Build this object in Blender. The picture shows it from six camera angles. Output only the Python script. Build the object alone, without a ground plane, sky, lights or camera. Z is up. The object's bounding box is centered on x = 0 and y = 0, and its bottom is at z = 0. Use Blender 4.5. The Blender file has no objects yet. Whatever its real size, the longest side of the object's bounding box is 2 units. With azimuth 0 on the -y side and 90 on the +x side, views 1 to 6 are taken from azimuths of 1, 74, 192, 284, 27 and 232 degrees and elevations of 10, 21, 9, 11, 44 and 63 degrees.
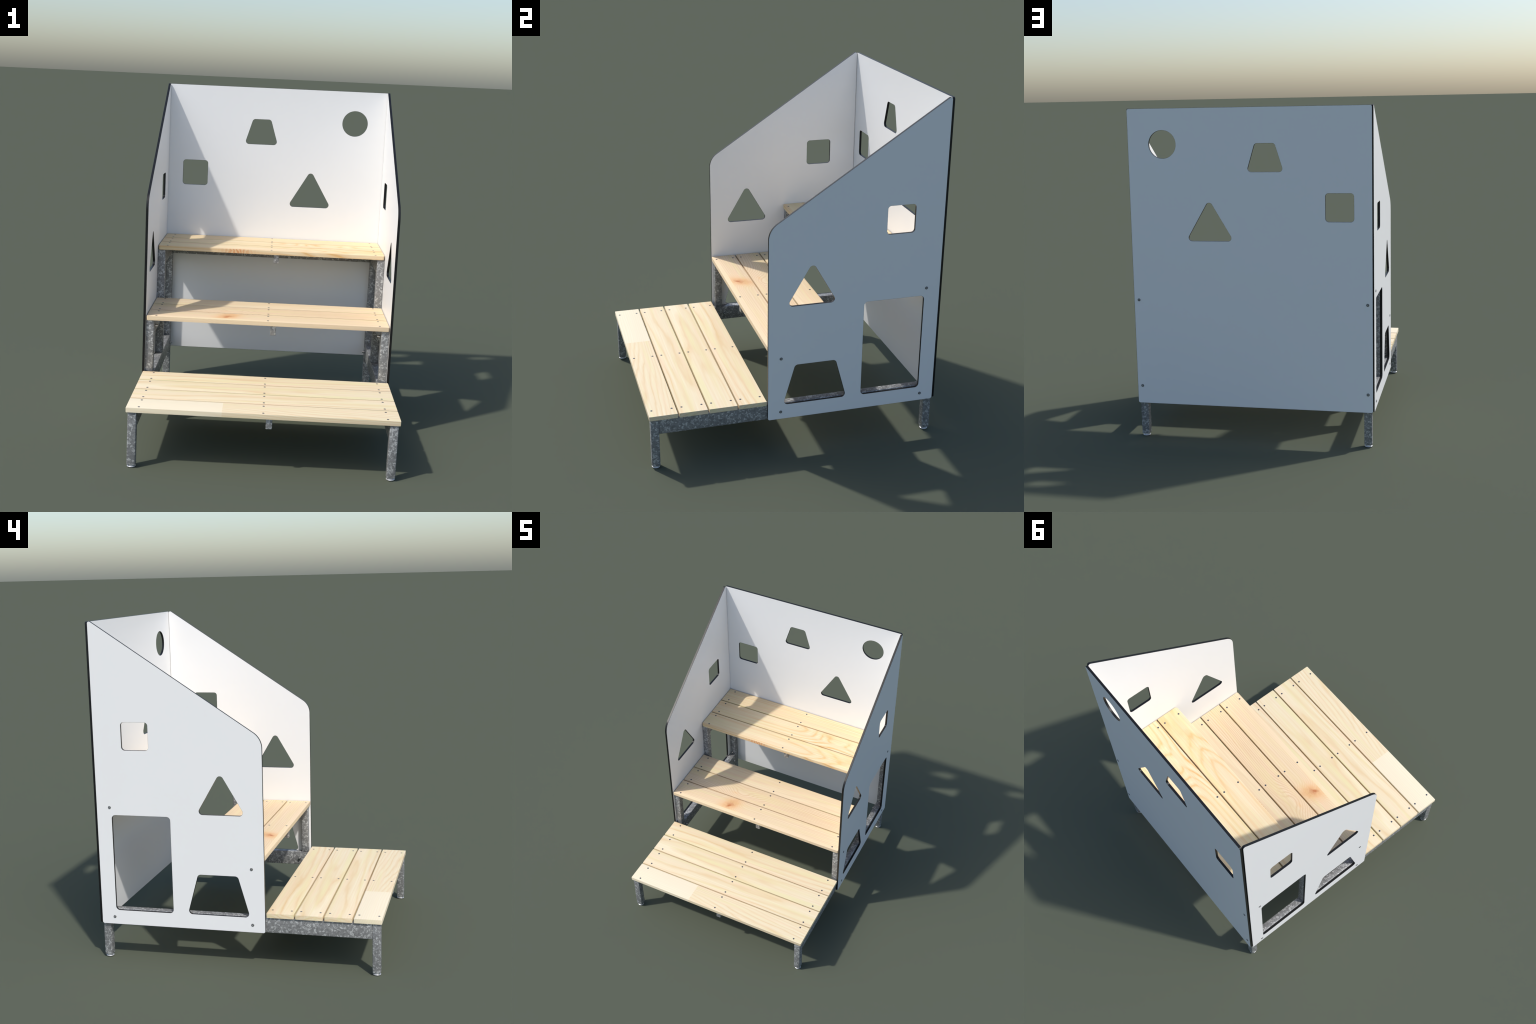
# Stepped play house: three pine decks on a galvanised tube frame, enclosed on
# three sides by white laminate boards with shaped openings.  Metres, z up.
import bpy, bmesh, math, random
from mathutils import Vector, Matrix

random.seed(11)
scene = bpy.context.scene

# ------------------------------------------------------------------ sizes
BOARD_T = 0.0145            # laminate board thickness
SIDE_IN, SIDE_OUT = 0.7128, 0.7273
SIDE_FRONT, SIDE_BACK = -0.1737, 0.8240
PANEL_BOTTOM, TOP = 0.2157, 2.0
BACK_IN, BACK_OUT = 0.8250, 0.8395
BACK_HALF = 0.7210
PLANK_W, PLANK_PITCH, PLANK_T = 0.1576, 0.1675, 0.0256
DECK_FRONT = (-0.8392, -0.1729, 0.3264)      # front edge of each deck
DECK_Z = (0.3332, 0.6665, 0.9996)           # deck top heights
TUBE = 0.0463
TUBE_X = 0.6885                              # centre line of the side frames
BEAM_H = 0.0930
LEG_FRONT, MID_POST, REAR_POST, LEG_BACK = -0.8085, -0.1375, 0.3575, 0.8025


# ------------------------------------------------------------------ nodes
class Nodes:
    """Tiny helper to write node maths as expressions."""

    def __init__(self, name):
        self.mat = bpy.data.materials.new(name)
        self.mat.use_nodes = True
        self.t = self.mat.node_tree
        self.bsdf = self.t.nodes["Principled BSDF"]

    def node(self, kind, **props):
        n = self.t.nodes.new(kind)
        for k, v in props.items():
            setattr(n, k, v)
        return n

    def plug(self, sock, v):
        if isinstance(v, bpy.types.NodeSocket):
            self.t.links.new(v, sock)
        elif v is not None:
            sock.default_value = v

    def math(self, op, a, b=None, c=None, clamp=False):
        n = self.node("ShaderNodeMath", operation=op, use_clamp=clamp)
        for s, v in zip(n.inputs, (a, b, c)):
            self.plug(s, v)
        return n.outputs[0]

    def vec(self, op, a, b=None):
        n = self.node("ShaderNodeVectorMath", operation=op)
        self.plug(n.inputs[0], a)
        if b is not None:
            self.plug(n.inputs[1], b)
        return n.outputs["Value"] if op in ("LENGTH", "DISTANCE", "DOT_PRODUCT") else n.outputs[0]

    def xyz(self, v):
        n = self.node("ShaderNodeSeparateXYZ")
        self.plug(n.inputs[0], v)
        return n.outputs

    def combine(self, x, y, z):
        n = self.node("ShaderNodeCombineXYZ")
        for s, v in zip(n.inputs, (x, y, z)):
            self.plug(s, v)
        return n.outputs[0]

    def noise(self, vec, scale, detail=3.0, rough=0.5, distort=0.0):
        n = self.node("ShaderNodeTexNoise")
        self.plug(n.inputs["Vector"], vec)
        n.inputs["Scale"].default_value = scale
        n.inputs["Detail"].default_value = detail
        n.inputs["Roughness"].default_value = rough
        n.inputs["Distortion"].default_value = distort
        return n.outputs["Fac"]

    def ramp(self, fac, stops, interp="LINEAR"):
        n = self.node("ShaderNodeValToRGB")
        n.color_ramp.interpolation = interp
        e = n.color_ramp.elements
        while len(e) < len(stops):
            e.new(0.5)
        for el, (p, c) in zip(e, stops):
            el.position = p
            el.color = (c, c, c, 1) if isinstance(c, (int, float)) else (*c, 1)
        self.plug(n.inputs[0], fac)
        return n.outputs[0]

    def mix(self, fac, a, b, mode="MIX"):
        n = self.node("ShaderNodeMix", data_type="RGBA", blend_type=mode)
        self.plug(n.inputs[0], fac)
        self.plug(n.inputs[6], (*a, 1) if isinstance(a, tuple) else a)
        self.plug(n.inputs[7], (*b, 1) if isinstance(b, tuple) else b)
        return n.outputs[2]

    def coords(self, which="Object"):
        return self.node("ShaderNodeTexCoord").outputs[which]

    def bump(self, height, strength, distance=0.001):
        n = self.node("ShaderNodeBump")
        n.inputs["Strength"].default_value = strength
        n.inputs["Distance"].default_value = distance
        self.plug(n.inputs["Height"], height)
        self.plug(self.bsdf.inputs["Normal"], n.outputs[0])

    def finish(self, colour, rough, metal=0.0, spec=0.5):
        self.plug(self.bsdf.inputs["Base Color"], (*colour, 1) if isinstance(colour, tuple) else colour)
        self.plug(self.bsdf.inputs["Roughness"], rough)
        self.plug(self.bsdf.inputs["Metallic"], metal)
        self.plug(self.bsdf.inputs["Specular IOR Level"], spec)
        return self.mat


def laminate_material():
    m = Nodes("white_laminate")
    p = m.coords()
    haze = m.noise(p, 3.0, 4)
    col = m.mix(haze, (0.815, 0.818, 0.815), (0.833, 0.835, 0.831))
    m.bump(m.noise(p, 420.0, 2), 0.04, 0.0004)
    return m.finish(col, 0.42)


def core_material():
    m = Nodes("dark_laminate_core")
    n = m.noise(m.coords(), 90.0, 3)
    return m.finish(m.mix(n, (0.005, 0.0052, 0.0058), (0.009, 0.0092, 0.010)), 0.40, 0.0, 0.36)


def zinc_material():
    """Hot dip galvanised steel: dark grey ground with pale crystalline flecks."""
    m = Nodes("galvanised_zinc")
    p = m.coords()
    rnd = m.node("ShaderNodeObjectInfo").outputs["Random"]
    p = m.vec("ADD", p, m.combine(m.math("MULTIPLY", rnd, 7.0), m.math("MULTIPLY", rnd, 3.0), rnd))
    warp = m.node("ShaderNodeTexNoise")
    warp.inputs["Scale"].default_value = 70.0
    warp.inputs["Detail"].default_value = 2.0
    m.plug(warp.inputs["Vector"], p)
    shift = m.vec("SCALE", m.vec("SUBTRACT", warp.outputs["Color"], (0.5, 0.5, 0.5)))
    shift.node.inputs["Scale"].default_value = 0.013
    q = m.vec("ADD", p, shift)
    vor = m.node("ShaderNodeTexVoronoi", feature="F1")
    vor.inputs["Scale"].default_value = 95.0
    m.plug(vor.inputs["Vector"], q)
    cell = m.xyz(vor.outputs["Color"])[0]
    vor2 = m.node("ShaderNodeTexVoronoi", feature="F1")
    vor2.inputs["Scale"].default_value = 190.0
    m.plug(vor2.inputs["Vector"], q)
    cell2 = m.xyz(vor2.outputs["Color"])[1]
    cluster = m.noise(p, 30.0, 2)
    pick = m.math("ADD", m.math("MULTIPLY", cell, 0.6),
                  m.math("ADD", m.math("MULTIPLY", cell2, 0.3), m.math("MULTIPLY", cluster, 0.5)))
    fleck = m.ramp(pick, [(0.72, 0.0), (0.85, 0.20), (0.93, 0.75), (1.0, 1.0)])
    ground = m.ramp(m.noise(q, 60.0, 4, 0.65), [(0.3, (0.160, 0.163, 0.164)), (0.7, (0.285, 0.289, 0.290))])
    col = m.mix(fleck, ground, (0.52, 0.53, 0.527))
    rough = m.math("SUBTRACT", 0.5, m.math("MULTIPLY", fleck, 0.08))
    m.bump(m.math("ADD", fleck, m.noise(p, 120.0, 3)), 0.15, 0.0006)
    return m.finish(col, rough, 0.25)


def steel_material(name, colour, rough, metal):
    m = Nodes(name)
    n = m.noise(m.coords(), 160.0, 3)
    dark = tuple(c * 0.82 for c in colour)
    return m.finish(m.mix(n, dark, colour), rough, metal)


def wood_material(name, seed, early, late, ring_freq, pith, slope, wave, contrast,
                  fibre=0.5, knots=(), splice=None, stain=None, figure=None, strip=None):
    """Solid pine: growth rings round a pith line, cut by the plank's faces.
    pith=(y, z) of the ring centre; slope: taper along the trunk; knots bend the
    rings and redden the wood; splice: x where a paler length is finger-jointed;
    figure: x range over which a flame figure grows in; strip: y below which a
    plain lath is glued on."""
    m = Nodes(name)
    p = m.coords()
    x, y, z = m.xyz(p)
    off = (seed * 3.17, seed * 1.71, seed * 0.93)
    ps = m.vec("ADD", p, off)
    left = None
    if splice is not None:
        left = m.math("LESS_THAN", x, splice)
        ps = m.vec("ADD", ps, m.combine(m.math("MULTIPLY", left, 5.3), 0.0, m.math("MULTIPLY", left, 2.1)))
    slow = m.noise(m.vec("MULTIPLY", ps, (1.1, 7.0, 7.0)), 1.0, 1)
    fine = m.noise(m.vec("MULTIPLY", ps, (5.0, 30.0, 30.0)), 1.0, 3)
    yy = m.math("SUBTRACT", y, pith[0])
    if splice is not None:
        yy = m.math("ADD", yy, m.math("MULTIPLY", left, 0.31))
    zz = m.math("SUBTRACT", z, pith[1])
    r = m.vec("LENGTH", m.combine(0.0, yy, zz))
    amount = wave
    if figure is not None:
        grow = m.node("ShaderNodeMapRange", interpolation_type="SMOOTHSTEP")
        m.plug(grow.inputs[0], x)
        for s_, v_ in zip(grow.inputs[1:5], (figure[0], figure[1], 0.25, 1.0)):
            s_.default_value = v_
        amount = m.math("MULTIPLY", grow.outputs[0], wave)
        slope = m.math("MULTIPLY", grow.outputs[0], slope)
    r = m.math("ADD", r, m.math("MULTIPLY", x, slope))
    r = m.math("ADD", r, m.math("MULTIPLY", m.math("SUBTRACT", slow, 0.5), amount))
    r = m.math("ADD", r, m.math("MULTIPLY", m.math("SUBTRACT", fine, 0.5), m.math("MULTIPLY", amount, 0.22)))
    heat = None
    for kx, ky, sx, sy, tilt, bend, red in knots:
        ex, ey = m.math("SUBTRACT", x, kx), m.math("SUBTRACT", y, ky)
        c, sn = math.cos(tilt), math.sin(tilt)
        dx = m.math("ADD", m.math("MULTIPLY", ex, c / sx), m.math("MULTIPLY", ey, sn / sx))
        dy = m.math("SUBTRACT", m.math("MULTIPLY", ey, c / sy), m.math("MULTIPLY", ex, sn / sy))
        d2 = m.math("ADD", m.math("MULTIPLY", dx, dx), m.math("MULTIPLY", dy, dy))
        wide = m.math("EXPONENT", m.math("MULTIPLY", d2, -0.30))
        if bend:
            r = m.math("ADD", r, m.math("MULTIPLY", wide, bend))
        if red > 0:
            wob = m.math("MULTIPLY", m.math("SUBTRACT", m.noise(ps, 30.0, 3), 0.5), 0.9)
            h = m.math("MULTIPLY", m.math("EXPONENT", m.math("MULTIPLY", m.math("ADD", d2, wob), -0.9)), red, clamp=True)
            heat = h if heat is None else m.math("MAXIMUM", heat, h)
    ring = m.math("FRACT", m.math("MULTIPLY", r, ring_freq))
    # early wood slowly darkens into a late wood line, then fades back
    band = m.ramp(ring, [(0.0, 0.35), (0.20, 0.0), (0.55, 0.22), (0.82, 1.0), (1.0, 0.35)], "EASE")
    strength = m.math("MULTIPLY", m.math("MULTIPLY", band, contrast), m.ramp(slow, [(0.25, 0.55), (0.75, 1.0)]))
    if figure is not None:
        strength = m.math("MULTIPLY", strength, m.math("ADD", m.math("MULTIPLY", grow.outputs[0], 0.6), 0.4))
    col = m.mix(strength, early, late)
    half = tuple(0.5 * a + 0.5 * b for a, b in zip(early, late))
    streak = m.noise(m.vec("MULTIPLY", ps, (1.2, 85.0, 85.0)), 1.0, 3, 0.55)
    col = m.mix(m.ramp(streak, [(0.40, 0.0), (0.66, 0.60)]), col, half)
    # long soft streaks leaning to pink and to straw
    pink = m.noise(m.vec("MULTIPLY", m.vec("ADD", ps, (9.1, 4.3, 2.2)), (1.4, 26.0, 26.0)), 1.0, 2)
    col = m.mix(m.ramp(pink, [(0.50, 0.0), (0.72, 0.75)]), col, (early[0], early[1] * 0.89, early[2] * 0.86))
    straw = m.noise(m.vec("MULTIPLY", m.vec("ADD", ps, (3.4, 8.8, 6.1)), (1.3, 24.0, 24.0)), 1.0, 2)
    col = m.mix(m.ramp(straw, [(0.50, 0.0), (0.72, 0.80)]), col, (early[0] * 0.95, early[1] * 0.97, early[2] * 0.78))
    thread = m.noise(m.vec("MULTIPLY", ps, (5.0, 260.0, 260.0)), 1.0, 2)
    col = m.mix(m.math("MULTIPLY", m.ramp(thread, [(0.35, 1.0), (0.6, 0.0)]), 0.30 * fibre), col, late)
    if splice is not None:
        col = m.mix(m.math("MULTIPLY", left, 0.55), col, tuple(min(0.9, c * f) for c, f in zip(early, (1.05, 1.10, 1.20))))
    if heat is not None:
        if strip is not None:
            heat = m.math("MULTIPLY", heat, m.math("GREATER_THAN", y, strip))
        col = m.mix(m.ramp(heat, [(0.0, 0.0), (0.45, 0.50), (1.0, 0.90)]), col,
                    m.ramp(heat, [(0.0, (0.80, 0.54, 0.27)), (0.6, (0.72, 0.37, 0.14)), (1.0, (0.46, 0.14, 0.035))]))
    if strip is not None:
        col = m.mix(m.math("MULTIPLY", m.math("LESS_THAN", y, strip), 0.45), col, tuple(min(0.9, c * 1.03) for c in early))
    if stain is not None:                     # reddish heart wood on the front edge
        sx0, width = stain
        d = m.math("DIVIDE", m.math("SUBTRACT", x, sx0), width)
        mask = m.math("EXPONENT", m.math("MULTIPLY", m.math("MULTIPLY", d, d), -1.0))
        edge = m.math("LESS_THAN", y, -PLANK_W / 2 + 0.0025)
        lines = m.node("ShaderNodeTexWave", wave_type="BANDS", bands_direction="X")
        lines.inputs["Scale"].default_value = 14.0
        lines.inputs["Distortion"].default_value = 7.0
        lines.inputs["Detail"].default_value = 3.0
        m.plug(lines.inputs["Vector"], m.vec("MULTIPLY", ps, (1.0, 1.0, 1.6)))
        mask = m.math("MULTIPLY", m.math("MULTIPLY", mask, edge), m.ramp(lines.outputs["Fac"], [(0.2, 0.25), (0.7, 1.0)]))
        col = m.mix(m.math("MULTIPLY", mask, 0.85), col, (0.66, 0.27, 0.10))
    m.bump(m.math("ADD", thread, band), 0.05, 0.0005)
    return m.finish(col, 0.62, 0.0, 0.35)


LAMINATE, CORE, ZINC = laminate_material(), core_material(), zinc_material()
FOOT_STEEL = steel_material("bright_foot_steel", (0.78, 0.78, 0.80), 0.38, 0.6)
BOLT_STEEL = steel_material("bolt_steel", (0.17, 0.175, 0.17), 0.42, 0.5)
BOLT_CENTRE = steel_material("bolt_pale_centre", (0.42, 0.43, 0.44), 0.40, 0.5)
SCREW_STEEL = steel_material("screw_steel", (0.085, 0.094, 0.122), 0.42, 0.5)
NUT_STEEL = steel_material("nut_steel", (0.50, 0.50, 0.50), 0.25, 0.9)


# ------------------------------------------------------------------ objects
house = bpy.data.objects.new("stepped_play_house", None)
scene.collection.objects.link(house)
house["label"] = "white stepped play house with pine seat decks and galvanised legs"
house["category"] = "playground equipment"


def add(name, mesh, loc=(0, 0, 0), parent=house, mats=()):
    o = bpy.data.objects.new(name, mesh)
    scene.collection.objects.link(o)
    for mt in mats:
        if mt.name not in [m.name for m in mesh.materials if m]:
            mesh.materials.append(mt)
    o.parent = parent
    o.location = loc
    return o


def smooth(mesh, angle=35):
    for p in mesh.polygons:
        p.use_smooth = True
    mesh.set_sharp_from_angle(angle=math.radians(angle))


def box_mesh(name, size, bevel=0.004, segments=3):
    bm = bmesh.new()
    bmesh.ops.create_cube(bm, size=1.0)
    bmesh.ops.scale(bm, vec=Vector(size), verts=bm.verts)
    if bevel:
        bmesh.ops.bevel(bm, geom=bm.edges[:], offset=bevel, segments=segments, affect="EDGES", profile=0.5)
    me = bpy.data.meshes.new(name)
    bm.to_mesh(me)
    bm.free()
    smooth(me)
    return me


def lathe_mesh(name, profile, steps=32, mat_from=None):
    """Turn a (radius, height) profile round z; faces after index mat_from take slot 1."""
    bm = bmesh.new()
    rings = []
    for r, h in profile:
        if r < 1e-6:
            rings.append([bm.verts.new((0, 0, h))])
        else:
            rings.append([bm.verts.new((r * math.cos(2 * math.pi * i / steps), r * math.sin(2 * math.pi * i / steps), h))
                          for i in range(steps)])
    for k, (a, b) in enumerate(zip(rings, rings[1:])):
        for i in range(steps):
            j = (i + 1) % steps
            quad = [a[i % len(a)], a[j % len(a)], b[j % len(b)], b[i % len(b)]]
            f = bm.faces.new(list(dict.fromkeys(quad)))
            if mat_from is not None and k >= mat_from:
                f.material_index = 1
    bmesh.ops.recalc_face_normals(bm, faces=bm.faces[:])
    me = bpy.data.meshes.new(name)
    bm.to_mesh(me)
    bm.free()
    smooth(me, 40)
    return me


def fillet(points, radii, steps=10):
    """Round the corners of a closed polygon."""
    if isinstance(radii, (int, float)):
        radii = [radii] * len(points)
    out, n = [], len(points)
    for i, (p, rad) in enumerate(zip(points, radii)):
        p = Vector(p)
        a = (Vector(points[i - 1]) - p).normalized()
        b = (Vector(points[(i + 1) % n]) - p).normalized()
        half = a.angle(b) / 2
        centre = p + (a + b).normalized() * rad / math.sin(half)
        s, e = p + a * rad / math.tan(half) - centre, p + b * rad / math.tan(half) - centre
        sweep = s.angle(e)
        for k in range(steps + 1):
            t = k / steps
            v = (s * math.sin((1 - t) * sweep) + e * math.sin(t * sweep)) / math.sin(sweep)
            out.append(centre + v)
    return out


def circle(cx, cy, r, steps=64):
    return [Vector((cx + r * math.cos(2 * math.pi * i / steps), cy + r * math.sin(2 * math.pi * i / steps)))
            for i in range(steps)]


def rectangle(cx, cy, w, h, r):
    return fillet([(cx - w / 2, cy - h / 2), (cx + w / 2, cy - h / 2), (cx + w / 2, cy + h / 2), (cx - w / 2, cy + h / 2)], r)


def trapezoid(cx, base, top, w_base, w_top, r):
    return fillet([(cx - w_base / 2, base), (cx + w_base / 2, base), (cx + w_top / 2, top), (cx - w_top / 2, top)], r)


def triangle(cx, base, w, h, r):
    return fillet([(cx - w / 2, base), (cx + w / 2, base), (cx, base + h)], r)


def sheet_mesh(name, outline, holes, thickness, edge=0.0011):
    """Flat board with cut-outs and slightly broken edges, centred on its mid plane,
    drawn in the local xy plane; the dark core shows on every cut edge."""
    cu = bpy.data.curves.new(name, "CURVE")
    cu.dimensions, cu.fill_mode = "2D", "BOTH"
    for loop in [outline] + holes:
        sp = cu.splines.new("POLY")
        sp.points.add(len(loop) - 1)
        for pt, v in zip(sp.points, loop):
            pt.co = (v.x, v.y, 0, 1)
        sp.use_cyclic_u = True
    cu.extrude = thickness / 2 - edge
    cu.bevel_depth, cu.bevel_resolution, cu.offset = edge, 0, -edge
    tmp = bpy.data.objects.new(name, cu)
    scene.collection.objects.link(tmp)
    graph = bpy.context.evaluated_depsgraph_get()
    me = bpy.data.meshes.new_from_object(tmp.evaluated_get(graph))
    bpy.data.objects.remove(tmp)
    bpy.data.curves.remove(cu)
    me.name = name
    me.materials.clear()
    me.materials.append(LAMINATE)
    me.materials.append(CORE)
    bm = bmesh.new()
    bm.from_mesh(me)
    bmesh.ops.remove_doubles(bm, verts=bm.verts[:], dist=1e-5)
    bmesh.ops.recalc_face_normals(bm, faces=bm.faces[:])
    for f in bm.faces:
        flat = abs(f.normal.z) > 0.95
        f.material_index = 0 if flat else 1
        f.smooth = not flat
    bm.to_mesh(me)
    bm.free()
    me.set_sharp_from_angle(angle=math.radians(30))
    return me


# ------------------------------------------------------------------ boards
R_SMALL, R_HOLE = 0.012, 0.020
ridge_slope = 0.6632
front_z = 1.3478                                     # where the raked edge meets the front edge
apex = front_z + ridge_slope * (SIDE_BACK - SIDE_FRONT)
r_apex = (apex - TOP + 0.0005) / 0.863
side_outline = fillet([(SIDE_FRONT, PANEL_BOTTOM), (SIDE_BACK, PANEL_BOTTOM), (SIDE_BACK, apex), (SIDE_FRONT, front_z)],
                      [R_SMALL, R_SMALL, r_apex, 0.105], 14)
side_holes = [
    rectangle(0.5720, 1.3470, 0.162, 0.162, 0.019),
    triangle(0.0733, 0.9020, 0.287, 0.2455, R_HOLE),
    rectangle(0.5547, 0.5925, 0.3560, 0.5775, 0.022),
    trapezoid(0.1010, 0.3056, 0.5460, 0.372, 0.236, 0.021),
]
back_outline = fillet([(-BACK_HALF, PANEL_BOTTOM), (BACK_HALF, PANEL_BOTTOM), (BACK_HALF, TOP - 0.0015), (-BACK_HALF, TOP - 0.0015)],
                      R_SMALL, 8)
back_holes = [
    circle(0.5105, 1.7895, 0.0825),
    trapezoid(-0.1027, 1.6265, 1.7912, 0.2175, 0.1165, R_HOLE),
    triangle(0.2365, 1.2207, 0.288, 0.2460, R_HOLE),
    rectangle(-0.5340, 1.4215, 0.1645, 0.1645, 0.019),
]

# button-head bolt: dark domed ring round a paler centre
bolt_mesh = lathe_mesh("bolt", [(0.0088, -0.001), (0.0088, 0.0008), (0.0080, 0.0022), (0.0062, 0.0032), (0.0042, 0.0034),
                                (0.0040, 0.0014), (0.0, 0.0014)], 24, mat_from=4)
bolt_mesh.materials.append(BOLT_STEEL)
bolt_mesh.materials.append(BOLT_CENTRE)
# domed cap nut on the inside of the frame
nut_mesh = lathe_mesh("cap_nut", [(0.0105, 0.0), (0.0105, 0.0015), (0.0085, 0.0020), (0.0085, 0.0075), (0.0070, 0.0105),
                                  (0.0066, 0.0140), (0.0048, 0.0180), (0.0, 0.0198)], 24)
nut_mesh.materials.append(NUT_STEEL)

TO_YZ = Matrix(((0, 0, 1), (1, 0, 0), (0, 1, 0))).to_4x4()        # local (x, y) -> world (y, z)
TO_XZ = Matrix(((1, 0, 0), (0, 0, -1), (0, 1, 0))).to_4x4()       # local (x, y) -> world (x, z)

side_bolts = [(0.7445, 0.9265), (-0.0990, 0.5935), (-0.0990, 0.2610), (0.7445, 0.2610)]
side_mesh = sheet_mesh("side_panel", side_outline, side_holes, BOARD_T)
side_mesh.transform(TO_YZ)
for s in (-1, 1):
    panel = add("side_panel", side_mesh, (s * (SIDE_IN + SIDE_OUT) / 2, 0, 0))
    for y, z in side_bolts:
        b = add("bolt", bolt_mesh, (s * BOARD_T / 2, y, z), panel)
        b.rotation_euler = (0, s * math.pi / 2, 0)
        n = add("cap_nut", nut_mesh, (s * (TUBE_X - TUBE / 2), y, z))
        n.rotation_euler = (0, -s * math.pi / 2, 0)
        # spacer sleeve between board and frame
back_mesh = sheet_mesh("back_panel", back_outline, back_holes, BOARD_T)
back_mesh.transform(TO_XZ)
back = add("back_panel", back_mesh, (0, (BACK_IN + BACK_OUT) / 2, 0))
for x in (-0.6915, 0.6915):
    for z in (0.8590, 0.3252):
        b = add("bolt", bolt_mesh, (x, BOARD_T / 2, z), back)
        b.rotation_euler = (-math.pi / 2, 0, 0)
        n = add("cap_nut", nut_mesh, (x, LEG_BACK - TUBE / 2, z))
        n.rotation_euler = (math.pi / 2, 0, 0)

spacer_mesh = lathe_mesh("spacer", [(0.0, 0.0), (0.010, 0.0), (0.010, SIDE_IN - TUBE_X - TUBE / 2), (0.0, SIDE_IN - TUBE_X - TUBE / 2)], 20)
spacer_mesh.materials.append(NUT_STEEL)
for s in (-1, 1):
    for y, z in side_bolts:
        sp = add("spacer", spacer_mesh, (s * (TUBE_X + TUBE / 2), y, z))
        sp.rotation_euler = (0, s * math.pi / 2, 0)

# ------------------------------------------------------------------ frame
deck_under = [z - PLANK_T for z in DECK_Z]
beam_z = [u - BEAM_H for u in deck_under]


def tube(name, x0, x1, y0, y1, z0, z1, bevel=0.004):
    me = box_mesh(name, (x1 - x0, y1 - y0, z1 - z0), bevel)
    return add(name, me, ((x0 + x1) / 2, (y0 + y1) / 2, (z0 + z1) / 2), mats=(ZINC,))


FOOT_H = 0.013
foot_mesh = lathe_mesh("foot", [(0.0, 0.0), (0.0210, 0.0), (0.0226, 0.0008), (0.0232, 0.0022), (0.0232, 0.0046),
                                (0.0222, 0.0058), (0.0180, 0.0072), (0.0172, FOOT_H), (0.0, FOOT_H)], 40)
foot_mesh.materials.append(FOOT_STEEL)
h = TUBE / 2
for s in (-1, 1):
    xi, xo = sorted((s * (TUBE_X - h), s * (TUBE_X + h)))
    front = tube("leg", xi, xo, LEG_FRONT - h, LEG_FRONT + h, FOOT_H, deck_under[0] - 0.0004)
    rear = tube("leg", xi, xo, LEG_BACK - h, LEG_BACK + h, FOOT_H, deck_under[2] - 0.0004)
    for leg in (front, rear):
        z = leg.location.z
        add("foot", foot_mesh, (0, 0, -z), leg)
    # long ground beam, butted between the legs
    tube("side_beam", xi + 0.0005, xo - 0.0005, LEG_FRONT + h, LEG_BACK - h, beam_z[0], deck_under[0] - 0.0004)
    # posts standing on the ground beam
    tube("post", xi, xo, MID_POST - h, MID_POST + h, deck_under[0] - 0.001, deck_under[1] - 0.0004)
    tube("post", xi, xo, REAR_POST - h, REAR_POST + h, deck_under[0] - 0.001, deck_under[2] - 0.0004)
    # upper deck beams
    tube("side_beam", xi + 0.0005, xo - 0.0005, MID_POST + h, REAR_POST - h, beam_z[1], deck_under[1] - 0.0004)
    tube("side_beam", xi + 0.0005, xo - 0.0005, REAR_POST + h, LEG_BACK - h, beam_z[2], deck_under[2] - 0.0004)
    # screw flanges carrying the plank ends
    for lvl, (y0, y1) in enumerate(((LEG_FRONT - h, SIDE_FRONT - 0.012), (MID_POST - h, REAR_POST - h - 0.002), (REAR_POST - h, LEG_BACK + h - 0.004))):
        fx = sorted((s * 0.636, s * (TUBE_X - h + 0.0002)))
        tube("screw_flange", fx[0], fx[1], y0, y1, deck_under[lvl] - 0.0040, deck_under[lvl] - 0.0006, 0.0008)
tube("back_rail", -(TUBE_X - h), TUBE_X - h, LEG_BACK - h + 0.001, LEG_BACK + h - 0.001, 0.8735, deck_under[2] - 0.006)

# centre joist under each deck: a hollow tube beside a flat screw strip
deck_span = tuple(zip(DECK_FRONT, (4, 3, 3)))
for lvl, (y0, n) in enumerate(deck_span):
    y1 = y0 + (n - 1) * PLANK_PITCH + PLANK_W
    yend = y1 - 0.012 if lvl < 2 else LEG_BACK - h
    tube("centre_joist", 0.0160, 0.0495, y0 + 0.0125, yend, deck_under[lvl] - 0.0585, deck_under[lvl] - 0.0006, 0.003)
    tube("screw_flange", -0.019, 0.0162, y0 + 0.0115, yend, deck_under[lvl] - 0.0040, deck_under[lvl] - 0.0006, 0.0008)

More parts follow.
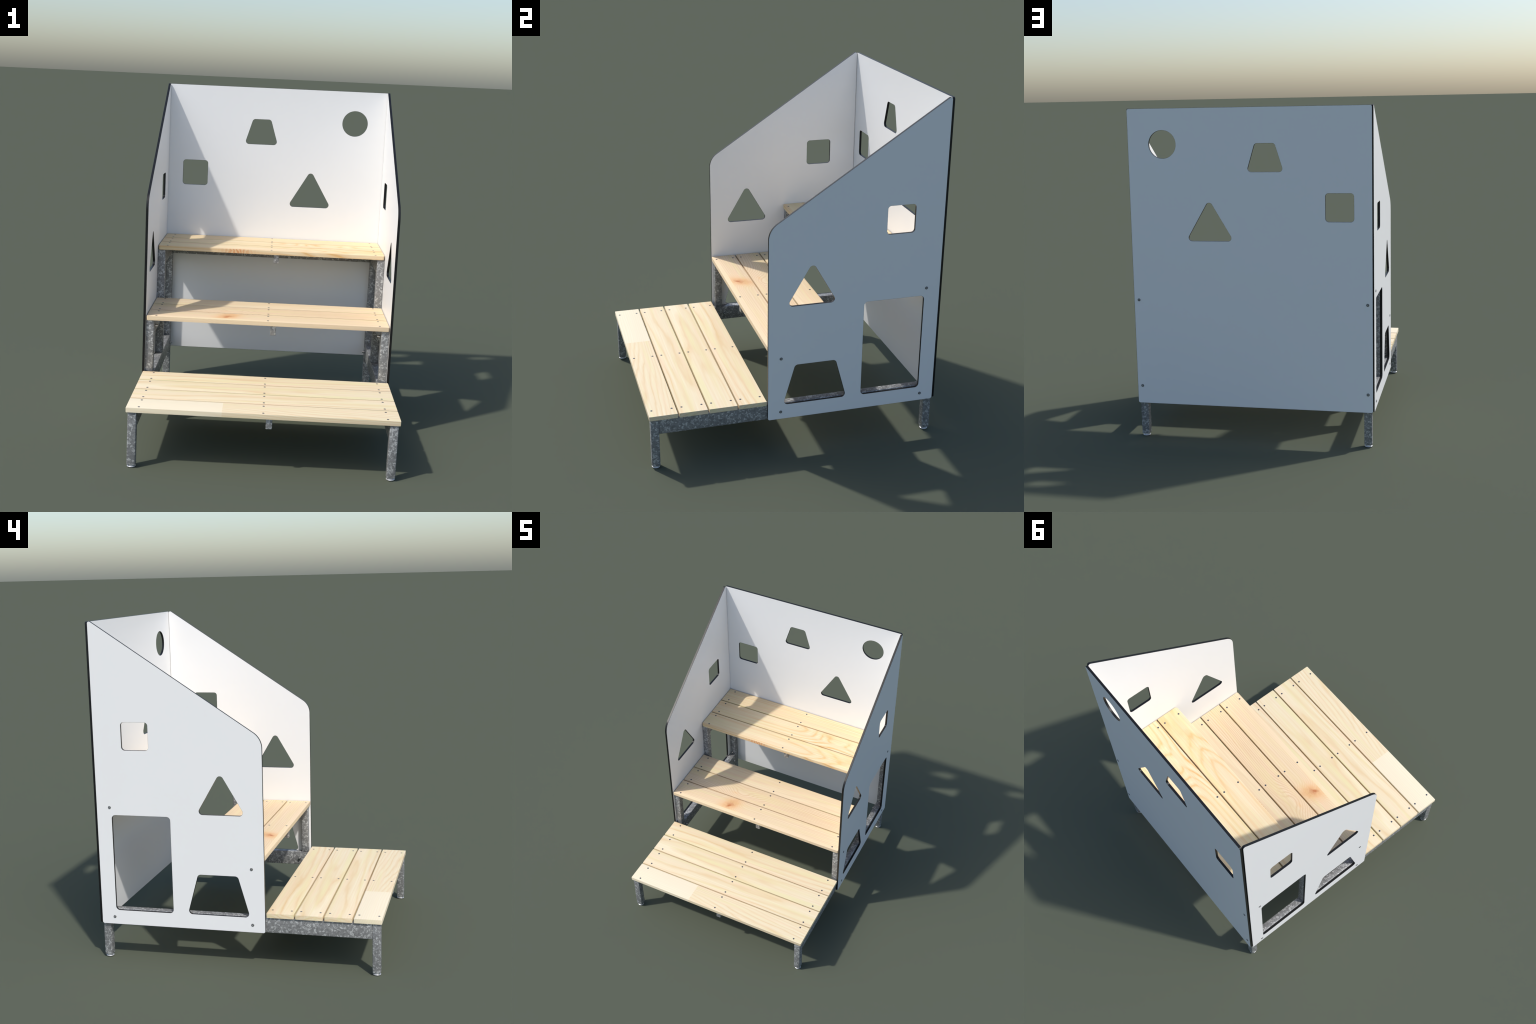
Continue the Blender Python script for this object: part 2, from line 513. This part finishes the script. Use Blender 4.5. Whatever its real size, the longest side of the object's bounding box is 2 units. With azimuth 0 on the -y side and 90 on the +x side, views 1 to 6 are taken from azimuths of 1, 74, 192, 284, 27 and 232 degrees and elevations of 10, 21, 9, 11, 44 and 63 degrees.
# ------------------------------------------------------------------ decks
PALE, PALE_LATE = (0.815, 0.715, 0.51), (0.715, 0.51, 0.265)
WARM, WARM_LATE = (0.785, 0.635, 0.435), (0.62, 0.40, 0.215)
GOLD, GOLD_LATE = (0.79, 0.67, 0.46), (0.66, 0.36, 0.10)
woods = [
    # front deck
    wood_material("pine_spliced", 1, PALE, PALE_LATE, 85, (-0.10, -0.16), 0.035, 0.045, 0.90, splice=-0.217),
    wood_material("pine_pale_broad", 2, PALE, PALE_LATE, 46, (0.06, -0.20), 0.012, 0.045, 1.0),
    wood_material("pine_pale_wavy", 3, PALE, PALE_LATE, 50, (-0.05, -0.22), -0.012, 0.050, 1.0),
    wood_material("pine_pale_plain", 4, PALE, PALE_LATE, 52, (0.08, -0.20), 0.014, 0.045, 1.0),
    # middle deck
    wood_material("pine_knotty", 5, WARM, WARM_LATE, 100, (0.20, -0.22), 0.012, 0.035, 0.60,
                  knots=[(-0.243, 0.008, 0.034, 0.060, -0.5, 0.050, 0.0),
                         (-0.246, -0.014, 0.024, 0.044, -0.75, 0.0, 1.0),
                         (-0.238, 0.008, 0.062, 0.095, -0.75, 0.0, 0.80)], strip=-0.050),
    wood_material("pine_fine_swirl", 6, WARM, WARM_LATE, 105, (-0.22, -0.20), 0.014, 0.035, 0.95,
                  knots=[(-0.215, -0.045, 0.080, 0.050, 0.0, 0.060, 0.0), (-0.262, -0.030, 0.030, 0.012, 0.0, 0.0, 0.35)]),
    wood_material("pine_plain", 7, (0.80, 0.67, 0.46), WARM_LATE, 60, (0.05, -0.25), 0.020, 0.03, 0.30),
    # top deck
    wood_material("pine_cathedral", 8, GOLD, GOLD_LATE, 32, (-0.01, -0.060), 0.070, 0.11, 1.0,
                  knots=[(0.55, 0.0, 0.18, 0.055, 0.0, 0.050, 0.0), (0.56, 0.010, 0.17, 0.050, 0.0, 0.0, 0.34)], stain=(-0.215, 0.080), figure=(-0.15, 0.35)),
    wood_material("pine_flame", 9, GOLD, GOLD_LATE, 46, (0.05, -0.080), 0.055, 0.080, 1.0,
                  knots=[(0.36, 0.045, 0.10, 0.05, 0.0, 0.075, 0.0), (0.280, 0.048, 0.060, 0.026, -0.35, 0.0, 0.50)],
                  figure=(-0.15, 0.30)),
    wood_material("pine_fine_straight", 10, GOLD, GOLD_LATE, 95, (0.24, -0.20), 0.012, 0.04, 0.55),
]

screw_mesh = lathe_mesh("screw", [(0.0063, -0.002), (0.0063, 0.0003), (0.0057, 0.0007), (0.0020, 0.0007), (0.0016, 0.0001), (0.0, 0.0001)], 18)
screw_mesh.materials.append(SCREW_STEEL)
SCREW_Y = 0.0563


def plank_mesh(name, half, round_front):
    """Planed plank with eased arrises; round_front rounds the two front corners in plan."""
    r = [round_front, round_front, 0.0012, 0.0012]
    loop = fillet([(-half, -PLANK_W / 2), (half, -PLANK_W / 2), (half, PLANK_W / 2), (-half, PLANK_W / 2)], r, 6)
    bm = bmesh.new()
    low = [bm.verts.new((v.x, v.y, -PLANK_T / 2)) for v in loop]
    high = [bm.verts.new((v.x, v.y, PLANK_T / 2)) for v in loop]
    caps = [bm.faces.new(high), bm.faces.new(low[::-1])]
    for i in range(len(loop)):
        j = (i + 1) % len(loop)
        bm.faces.new((low[i], low[j], high[j], high[i]))
    rim = {e for f in caps for e in f.edges}
    bmesh.ops.bevel(bm, geom=list(rim), offset=0.0022, segments=3, affect="EDGES", profile=0.5, clamp_overlap=False)
    bmesh.ops.recalc_face_normals(bm, faces=bm.faces[:])
    me = bpy.data.meshes.new(name)
    bm.to_mesh(me)
    bm.free()
    smooth(me, 40)
    return me


k = 0
for lvl, (y0, n) in enumerate(deck_span):
    half = 0.7205 if lvl == 0 else 0.7078
    for i in range(n):
        rounding = 0.0024 if (lvl == 0 or i > 0) else (0.006 if lvl == 1 else 0.014)
        me = plank_mesh("plank", half, rounding)
        yc = y0 + i * PLANK_PITCH + PLANK_W / 2
        plank = add("plank", me, (0, yc, DECK_Z[lvl] - PLANK_T / 2), mats=(woods[k],))
        k += 1
        for sx in (-0.6540, 0.0005, 0.6540):
            for sy in (-SCREW_Y, SCREW_Y):
                sc = add("screw", screw_mesh, (sx, sy, PLANK_T / 2), plank)
                sc.rotation_euler = (0, 0, random.uniform(0, 6.28))

bpy.context.view_layer.update()
